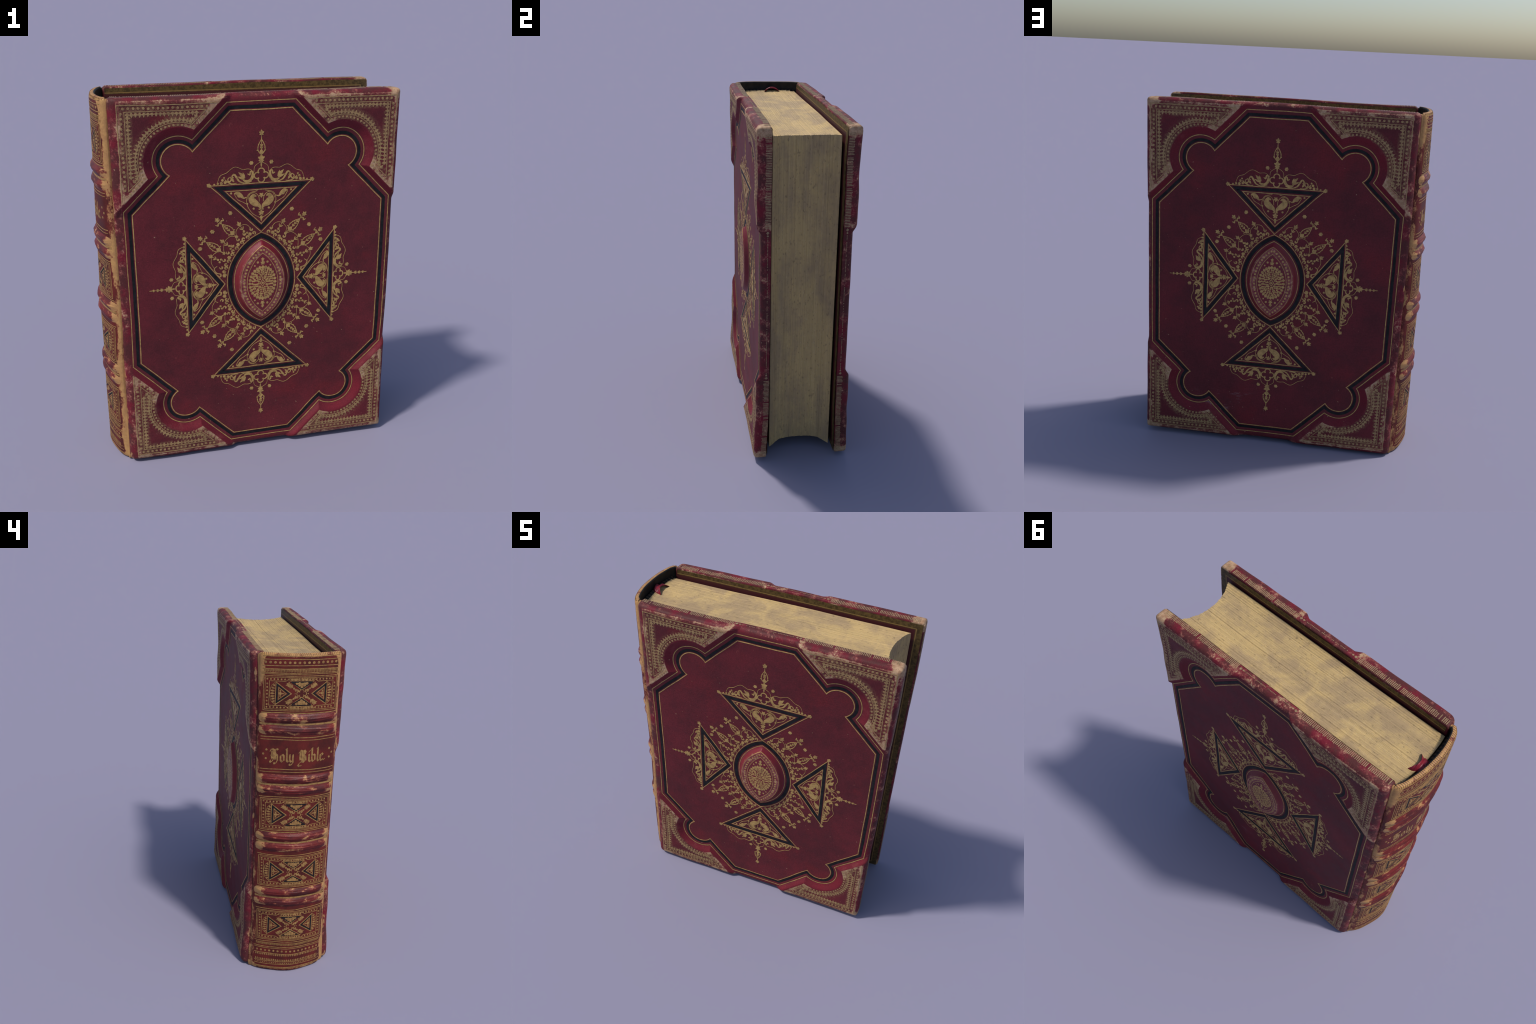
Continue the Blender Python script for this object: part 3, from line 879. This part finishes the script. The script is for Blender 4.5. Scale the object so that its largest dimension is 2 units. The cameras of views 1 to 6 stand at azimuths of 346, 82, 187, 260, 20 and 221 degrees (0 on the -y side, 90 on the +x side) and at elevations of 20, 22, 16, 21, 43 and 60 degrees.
    # lining of the inner face
    xs, zs = np.linspace(X0 + 0.012, X1 - 0.010, 40), np.linspace(Z0 + 0.010, Z1 - 0.010, 50)
    X, Z = np.meshgrid(xs, zs, indexing='ij')
    yin = Y_IN - 0.0015
    V = np.vstack([np.stack([X, 0 * X + side * yin, Z], -1).reshape(-1, 3), np.stack([X, 0 * X + side * (Y_IN + 0.002), Z], -1).reshape(-1, 3)])
    F = grid_faces(40, 50) + grid_faces(40, 50, 2000, True)
    add_mesh('endpaper', V, F, M_LINING, board, smooth=False)


front = make_board('front_cover', -1); dress_board(front, -1)
back = make_board('back_cover', 1); dress_board(back, 1)


# ------------------------------------------------------------------ spine
def section(half, n):
    sec = spline(half + [(x, -y) for x, y in half[-2::-1]], n)      # from +y round to -y
    tan = np.gradient(sec, axis=0); tan /= np.hypot(tan[:, 0], tan[:, 1])[:, None]
    nrm = np.stack([tan[:, 1], -tan[:, 0]], 1)
    return sec, (-nrm if nrm[n // 2, 0] > 0 else nrm)


NS = 150
HEAD_SEC = section([(-0.674, 0.2250), (-0.692, 0.2285), (-0.711, 0.2170), (-0.729, 0.1850), (-0.745, 0.1200), (-0.7540, 0.0600), (-0.7570, 0.0)], NS)
TAIL_SEC = section([(-0.674, 0.2230), (-0.695, 0.2200), (-0.717, 0.2000), (-0.743, 0.1560), (-0.769, 0.0850), (-0.7820, 0.0350), (-0.7850, 0.0)], NS)
SL = np.r_[0, np.cumsum(np.hypot(*np.diff(HEAD_SEC[0], axis=0).T))]; SL = SL - SL[-1] / 2
S_MAX = SL[-1]
SZ0, SZ1 = -0.001, 1.986


def spine_pt(s, z, off):
    s = np.asarray(s, float); z = np.asarray(z, float)
    t = np.clip(1 - z / 2.0, 0, 1) ** 0.8
    ix = [np.interp(s, SL, a) * (1 - t) + np.interp(s, SL, b) * t
          for a, b in zip((HEAD_SEC[0][:, 0], HEAD_SEC[0][:, 1], HEAD_SEC[1][:, 0], HEAD_SEC[1][:, 1]),
                          (TAIL_SEC[0][:, 0], TAIL_SEC[0][:, 1], TAIL_SEC[1][:, 0], TAIL_SEC[1][:, 1]))]
    bulge = 0.0015 * wav(s * 4, z, 21, 3.0)
    end = 0.006 * np.clip((0.03 - np.minimum(z - SZ0, SZ1 - z)) / 0.03, 0, 1) ** 2
    o = off + bulge - end
    lean = 0.004 * np.clip(s / 0.2, 0, 1)          # fuller towards the front board
    o = o + lean * (1 - np.clip((s - 0.2) / 0.05, 0, 1))
    return np.stack([ix[0] + ix[2] * o, ix[1] + ix[3] * o, z + 0 * s], 1)


def make_spine():
    zs = np.r_[SZ0, SZ0 + 0.003, SZ0 + 0.008, np.linspace(SZ0 + 0.015, SZ1 - 0.015, 260), SZ1 - 0.008, SZ1 - 0.003, SZ1]
    nz = len(zs)
    V, F, FM = [], [], []
    for lay, off in ((0, 0.0), (1, -0.026)):
        Sg, Zg = np.meshgrid(SL, zs, indexing='ij')
        d = np.minimum(Zg.ravel() - SZ0, SZ1 - Zg.ravel())
        r = 0.009; q = np.clip(1 - d / r, 0, 1); rnd = r * (1 - np.sqrt(1 - q * q))
        V.append(spine_pt(Sg.ravel(), Zg.ravel(), off + rnd * (-1 if lay == 0 else 1)))
    N = NS * nz
    f = grid_faces(NS, nz, 0); F += f; FM += [0] * len(f)
    f = grid_faces(NS, nz, N, True); F += f; FM += [1] * len(f)
    for i in range(NS - 1):                  # head and tail
        a, b = i * nz, (i + 1) * nz
        F.append((a, a + N, b + N, b)); FM.append(0)
        a, b = a + nz - 1, b + nz - 1
        F.append((a, b, b + N, a + N)); FM.append(0)
    for j in range(nz - 1):                  # the two long edges
        for a in (j, (NS - 1) * nz + j):
            F.append((a, a + 1, a + 1 + N, a + N)); FM.append(0)
    return add_mesh('spine', np.vstack(V), F, [M_SPINE, M_DARK], ROOT, face_mat=FM)


spine = make_spine()
BANDS = [(1.629, 1.563), (1.277, 1.209), (0.918, 0.852), (0.554, 0.488)]


def make_band(zc, h, hw):
    ns, nt = 120, 19
    s = np.linspace(-S_MAX + 0.014, S_MAX - 0.014, ns); t = np.linspace(-1, 1, nt)
    Sg, Tg = np.meshgrid(s, t, indexing='ij')
    fall = sstep((S_MAX - 0.018 - np.abs(Sg)) / 0.085)
    prof = (np.cos(Tg * math.pi / 2) ** 2) ** 0.70
    wob = 0.0022 * wav(Sg, 0 * Sg + zc, int(zc * 100), 9)
    off = (h + 0.0022 * wav(Sg, 0.5 * Tg, int(zc * 77), 22)) * prof * fall - 0.0008 + 0.0004 * fall
    V = spine_pt(Sg.ravel(), (zc + Tg * hw + wob).ravel(), off.ravel())
    return add_mesh('raised_band', V, grid_faces(ns, nt), M_BAND, spine)


for a, b in BANDS:
    make_band(a, 0.0130, 0.030); make_band(b, 0.0120, 0.030)


def spine_tool(): return Tool(spine_pt, 0.0010)


SIDE = 0.218
T = spine_tool()
for z, wd in ((1.972, .004), (1.955, .004), (1.921, .004), (1.916 - .012, .003), (1.882, .004), (1.875, .003), (1.660, .0045), (1.522, .0040), (1.507, .0032),
              (1.334, .0040), (1.318, .0032), (1.168, .0036), (0.952, .0042), (0.803, .0040), (0.582, .0042), (0.437, .0040),
              (0.208, .0036), (0.170, .0040), (0.160, .003), (0.121, .0040), (0.066, .0036), (0.046, .003), (0.026, .0045), (0.018, .003)):
    n = 30
    T.stroke([(x, z + 0.0012 * math.sin(x * 17 + z * 40)) for x in np.linspace(-SIDE, SIDE, n)], wd)
for (a, b) in BANDS:
    zc = (a + b) / 2
    T.stroke([(x, zc) for x in np.linspace(-SIDE - .01, SIDE + .01, 30)], 0.0105)
T.build('gilt_line', M_GILT_SPINE, spine)

T = spine_tool()
for x in np.arange(-0.20, 0.205, 0.026):
    T.dot((x, 1.938), 0.0072); T.dot((x, 0.1405), 0.0066)
for x in np.arange(-0.207, 0.207, 0.0085):          # key-pattern bands
    for z in (1.8935, 0.189):
        T.stroke([(x, z - 0.008), (x, z + 0.008), (x + 0.005, z + 0.008), (x + 0.005, z - 0.004)], 0.0022)
for x in np.arange(-0.207, 0.207, 0.0115):          # toothed rolls near the tail
    T.tear((x, 0.118), (x, 0.104), 0.008, 0.4, 6); T.tear((x, 0.070), (x, 0.084), 0.008, 0.4, 6)
    T.dot((x, 0.056), 0.0036, 6)
for x in np.arange(-0.23, 0.235, 0.0105):           # hatch over the head cap
    T.stroke([(x, 1.9765), (x, 1.9835)], 0.004)
T.build('gilt_roll_border', M_GILT_SPINE, spine, stuff=True)


def spine_panel(ztop, zbot):
    zc, hz, hs = (ztop + zbot) / 2, (ztop - zbot) / 2, 0.209
    T, B = spine_tool(), spine_tool()
    for t in (T, B): t.tf = lambda p: np.asarray(p) + [0, zc]
    box = lambda a, b: [(-a, b), (a, b), (a, -b), (-a, -b)]
    T.stroke(box(hs, hz - .003), 0.0036, closed=True)
    T.stroke(box(hs - .009, hz - .011), 0.0026, closed=True)
    i_s, i_z, nw = hs - 0.032, hz - 0.031, 0.070       # inner line with stepped-in middle
    T.stroke([(-i_s, i_z), (-nw - .018, i_z), (-nw, i_z + .013), (nw, i_z + .013), (nw + .018, i_z), (i_s, i_z),
              (i_s, -i_z), (nw + .018, -i_z), (nw, -i_z - .013), (-nw, -i_z - .013), (-nw - .018, -i_z), (-i_s, -i_z)], 0.0030, closed=True)
    for x in np.arange(-hs + .020, hs - .015, 0.0192):
        for s in (-1, 1): T.dot((x, s * (hz - .021)), 0.0050 if abs(x) > nw else 0.0062, 8)
    for z in np.arange(-hz + .036, hz - .03, 0.0192):
        for s in (-1, 1): T.dot((s * (hs - .0205), z), 0.0052, 8)
    # left and right triangles
    for s in (-1, 1):
        tri = lambda b, t, h: [(s * b, h), (s * b, -h), (s * t, 0)]
        T.stroke(tri(0.142, 0.056, 0.063), 0.0042, closed=True)
        B.stroke(tri(0.135, 0.068, 0.050), 0.0075, closed=True)
        T.stroke(tri(0.126, 0.084, 0.034), 0.0036, closed=True)
        T.dot((s * 0.116, 0), 0.0085); T.dot((s * 0.117, 0.014), 0.0046); T.dot((s * 0.117, -0.014), 0.0046); T.tear((s * .108, 0), (s * .092, 0), .007)
        for q in np.linspace(-1, 1, 7):                # fan beyond the base
            L = 0.026 * (1 - 0.55 * q * q)
            T.tear((s * 0.146, q * 0.040), (s * (0.146 + L), q * 0.050), 0.0105, 0.6, 7)
        T.curve([(s * .147, .060), (s * .166, .040), (s * .174, 0), (s * .166, -.040), (s * .147, -.060)], 0.0024)
        # top and bottom triangles
        tb = lambda b, t, h: [(h, s * b), (-h, s * b), (0, s * t)]
        B.stroke(tb(0.0630, 0.026, 0.056), 0.0058, closed=True)
        T.stroke(tb(0.0700, 0.020, 0.066), 0.0036, closed=True)
        for r_, m_ in ((0.0565, 5), (0.047, 3), (0.038, 1)):
            for k in range(m_): T.dot(((k - (m_ - 1) / 2) * 0.0135, s * r_), 0.0076)
        for k in np.linspace(-0.058, 0.058, 9):
            T.tear((k, s * 0.073), (k, s * (0.087 - 0.06 * abs(k))), 0.010, .5, 6)
    # diagonal sprigs
    for sx in (-1, 1):
        for sz in (-1, 1):
            at = lambda q: (sx * (0.026 + 0.056 * q), sz * (0.016 + 0.040 * q))
            T.stroke([at(0), at(0.85)], 0.0030)
            T.tear(at(0.42), at(1.05), 0.017, 0.45)
            for q in (0.45, 0.62, 0.80):
                p = np.array(at(q))
                for k in (-1, 1): T.tear(p, p + np.array([sx * .010 + k * sz * .009 * -1, sz * .008 + k * sx * .010]), 0.0072, .5, 6)
            T.dot(at(0.12), 0.0066); T.dot(at(0.30), 0.0055)
    # quatrefoil
    for k in range(4):
        a = k * 90; c = (0.0150 * math.cos(math.radians(a)), 0.0115 * math.sin(math.radians(a)))
        T.arc(c, 0.0115, a - 118, a + 118, 0.0040)
        b = a + 45; T.dot((0.030 * math.cos(math.radians(b)), 0.024 * math.sin(math.radians(b))), 0.0055)
    for k in range(14):
        b = 2 * math.pi * k / 14
        T.dot((0.036 * math.cos(b), 0.029 * math.sin(b)), 0.0032, 6)
    B.build('black_panel_triangle', M_BLACK, spine)
    T.build('gilt_panel', M_GILT_SPINE, spine)


for zt, zb in ((1.868, 1.670), (1.160, 0.960), (0.795, 0.592), (0.428, 0.218)):
    spine_panel(zt, zb)


# ---- blackletter title, drawn with a broad nib held at 40 degrees
NIB = np.array([math.cos(math.radians(40)), math.sin(math.radians(40))])


GLYPH = {
    'H': (1.42, [[(.50, 1.62), (.50, .35), (.34, .08), (.10, -.12), (-.05, .02), (.06, .16)], [(.24, 1.40), (.20, .80), (.26, .42)],
                 [(-.02, 1.42), (.10, 1.66), (.30, 1.72), (.62, 1.56), (.92, 1.74), (1.12, 1.62)], [(.74, 1.52), (.74, .30)], [(.50, .86), (.78, 1.04), (1.06, .84), (1.08, .16), (.86, -.20), (.66, -.34), (.60, -.14)],
                 [(.10, .86), (.44, .92)]]),
    'o': (0.86, [[(.12, .80), (.12, .22), (.36, .02)], [(.12, .80), (.38, .98), (.60, .80), (.60, .22), (.36, .02)]]),
    'l': (0.50, [[(.08, 1.70), (.18, 1.82)], [(.18, 1.74), (.18, .20), (.36, .03)]]),
    'y': (0.92, [[(.12, 1.0), (.12, .24), (.34, .04), (.60, .24)], [(.60, 1.0), (.60, -.04), (.40, -.34), (.18, -.44), (.10, -.28)]]),
    'B': (1.40, [[(.52, 1.48), (.52, .16)], [(.26, 1.30), (.20, .60), (.28, .34)], [(.08, 1.28), (.28, 1.56), (.52, 1.48), (.84, 1.60), (1.02, 1.36), (.94, 1.10), (.62, .92)],
                 [(.62, .92), (1.06, .74), (1.06, .26), (.76, .02), (.42, .12)], [(.42, .12), (.12, -.14), (-.10, -.38), (.10, -.56), (.34, -.48)], [(.78, 1.44), (.78, .18)]]),
    'i': (0.48, [[(.16, 1.0), (.16, .20), (.34, .03)], [(.14, 1.36), (.28, 1.50)]]),
    'b': (0.88, [[(.06, 1.72), (.16, 1.84)], [(.14, 1.76), (.14, .22), (.36, .02), (.62, .22), (.62, .80), (.42, .98), (.16, .82)]]),
    'e': (0.66, [[(.12, .80), (.12, .22), (.34, .03), (.54, .16)], [(.12, .80), (.36, .98), (.54, .78), (.14, .48)]]),
    '.': (0.30, [[(.08, .08), (.18, .16)]]), ' ': (0.55, []),
}


def title(text, width, zbase, xh):
    tot = sum(GLYPH[c][0] for c in text)
    kx = width / tot
    x = -width / 2
    T = Tool(spine_pt, 0.0010)
    for c in text:
        adv, strokes = GLYPH[c]
        if strokes:
            for st in strokes:
                nib_stroke_scaled(T, st, x, kx, xh, zbase)
        x += adv * kx
    T.build('title_lettering', M_GILT_SPINE, spine)


def nib_stroke_scaled(T, st, x, kx, xh, zbase):
    T.tf = lambda p: p
    P = np.array(st, float) * [kx, xh] + [x, zbase]
    w = 0.0118
    for k in range(len(P) - 1):
        d = P[k + 1] - P[k]; L = np.hypot(*d)
        if L < 1e-9: continue
        d = d / L; across = abs(d[0] * NIB[1] - d[1] * NIB[0])
        T.stroke([P[k] - d * 0.001, P[k + 1] + d * 0.001], max(w * across, 0.0028), sub=0.006)
        for q in ([P[k]] if k == 0 else []) + ([P[k + 1]] if k == len(P) - 2 else []): T.stroke([q - NIB * w * 0.42, q + NIB * w * 0.42], 0.0032, sub=0.006)


title('Holy Bible.', 0.318, 1.379, 0.0435)
T = spine_tool()
for s in (-1, 1):
    for x, z in ((0.182, 1.447), (0.200, 1.422), (0.184, 1.396)): T.dot((s * x, z), 0.0062)
T.build('gilt_dot', M_GILT_SPINE, spine)


# ------------------------------------------------------------------ page block
def make_pages():
    ny, nx, nz = 241, 90, 70
    ys = np.linspace(-0.179, 0.179, ny); q = ys / 0.179
    lay = 0.0010 * wav(ys * 60, 0 * ys, 31, 6.0) + 0.0006 * np.random.RandomState(4).uniform(-1, 1, ny)
    fore = 0.658 + 0.056 * np.abs(q) ** 2.3 + 0.0015 * wav(ys * 40, 0 * ys, 32, 5.0) + lay
    back_ = -0.684 - 0.020 * (1 - q * q)
    ztop = lambda x: 1.932 - 0.019 * (1 - q * q) * np.exp(-((x - 0.30) / 0.42) ** 2) + lay
    zbot = 0.066 - 0.026 * sstep((np.abs(ys) - 0.105) / 0.075) + lay
    # a closed strip: tail face, fore edge, head face, spine face for each leaf position
    rows = []
    for t in np.linspace(0, 1, nx): rows.append((back_ * (1 - t) + fore * t, zbot))
    for t in np.linspace(0, 1, nz)[1:-1]:
        zt = ztop(fore); rows.append((fore + (1 - q * q) * 0.008 * math.sin(math.pi * t) * t + 0.002 * np.sin(3.1 * t + 5 * q), zbot * (1 - t) + zt * t))
    for t in np.linspace(1, 0, nx):
        x = back_ * (1 - t) + fore * t; rows.append((x, ztop(x)))
    for t in np.linspace(0, 1, 12)[1:-1]: rows.append((back_, ztop(back_) * (1 - t) + zbot * t))
    V = np.stack([np.stack([x, ys, z], 1) for x, z in rows]).reshape(-1, 3)
    n = len(rows)
    F = [(i * ny + j, ((i + 1) % n) * ny + j, ((i + 1) % n) * ny + j + 1, i * ny + j + 1) for i in range(n) for j in range(ny - 1)]
    F.append(tuple(i * ny for i in range(n))); F.append(tuple(i * ny + ny - 1 for i in range(n))[::-1])
    return add_mesh('page_block', V, F, M_PAGES, ROOT, smooth=False)


pages = make_pages()

# headbands: striped rolls closing the hollow behind the pages
for zc in (1.915, 0.075):
    ny, na = 80, 12
    ys = np.linspace(-0.186, 0.186, ny)
    V, F = [], []
    for y in ys:
        xc = -0.706 - 0.014 * (1 - (y / 0.186) ** 2)
        for k in range(na):
            a = 2 * math.pi * k / na
            V.append((xc + 0.016 * math.cos(a), y, zc + 0.020 * math.sin(a)))
    for i in range(ny - 1):
        for k in range(na):
            F.append((i * na + k, i * na + (k + 1) % na, (i + 1) * na + (k + 1) % na, (i + 1) * na + k))
    F.append(tuple(range(na))); F.append(tuple(range((ny - 1) * na, ny * na))[::-1])
    add_mesh('headband', V, F, M_HEAD, ROOT)


# ------------------------------------------------------------------ bookmark
def make_ribbon():
    nv, nu = 40, 20
    V = []
    for lay in (0, 1):
        for i in range(nv):
            v = i / (nv - 1)
            arch = math.sin(math.pi * v) ** 0.55
            for j in range(nu):
                u = j / (nu - 1)                    # 0 at the spine, 1 over the pages
                x = -0.722 + u * (0.058 - 0.024 * math.sin(math.pi * v))
                y = -0.022 + 0.092 * v + 0.012 * (u - 0.5) * (1 if v > .5 else -1)
                z = 1.930 + 0.020 * arch * (0.75 + 0.25 * u) + 0.004 * math.sin(7 * u + 3 * v) - 0.012 * (1 - u) * (1 - arch)
                V.append((x, y, z + (0.0032 if lay == 0 else 0.0)))
    N = nv * nu
    F = grid_faces(nv, nu, 0) + grid_faces(nv, nu, N, True)
    idx = np.arange(N).reshape(nv, nu)
    ring = np.r_[idx[:-1, 0], idx[-1, :-1], idx[:0:-1, -1], idx[0, :0:-1]]
    for k in range(len(ring)):
        a, b = int(ring[k]), int(ring[(k + 1) % len(ring)])
        F.append((a, b, b + N, a + N))
    return add_mesh('bookmark_ribbon', V, F, M_RIBBON, ROOT)


make_ribbon()

# ------------------------------------------------------------------ tidy: consistent outward normals
import bmesh
for ob in bpy.context.scene.objects:
    if ob.type == 'MESH' and ob.name.split('.')[0] in ('spine', 'page_block', 'raised_band', 'headband', 'bookmark_ribbon', 'central_boss', 'front_cover', 'back_cover'):
        bm = bmesh.new(); bm.from_mesh(ob.data)
        bmesh.ops.recalc_face_normals(bm, faces=bm.faces[:])
        bm.to_mesh(ob.data); bm.free()
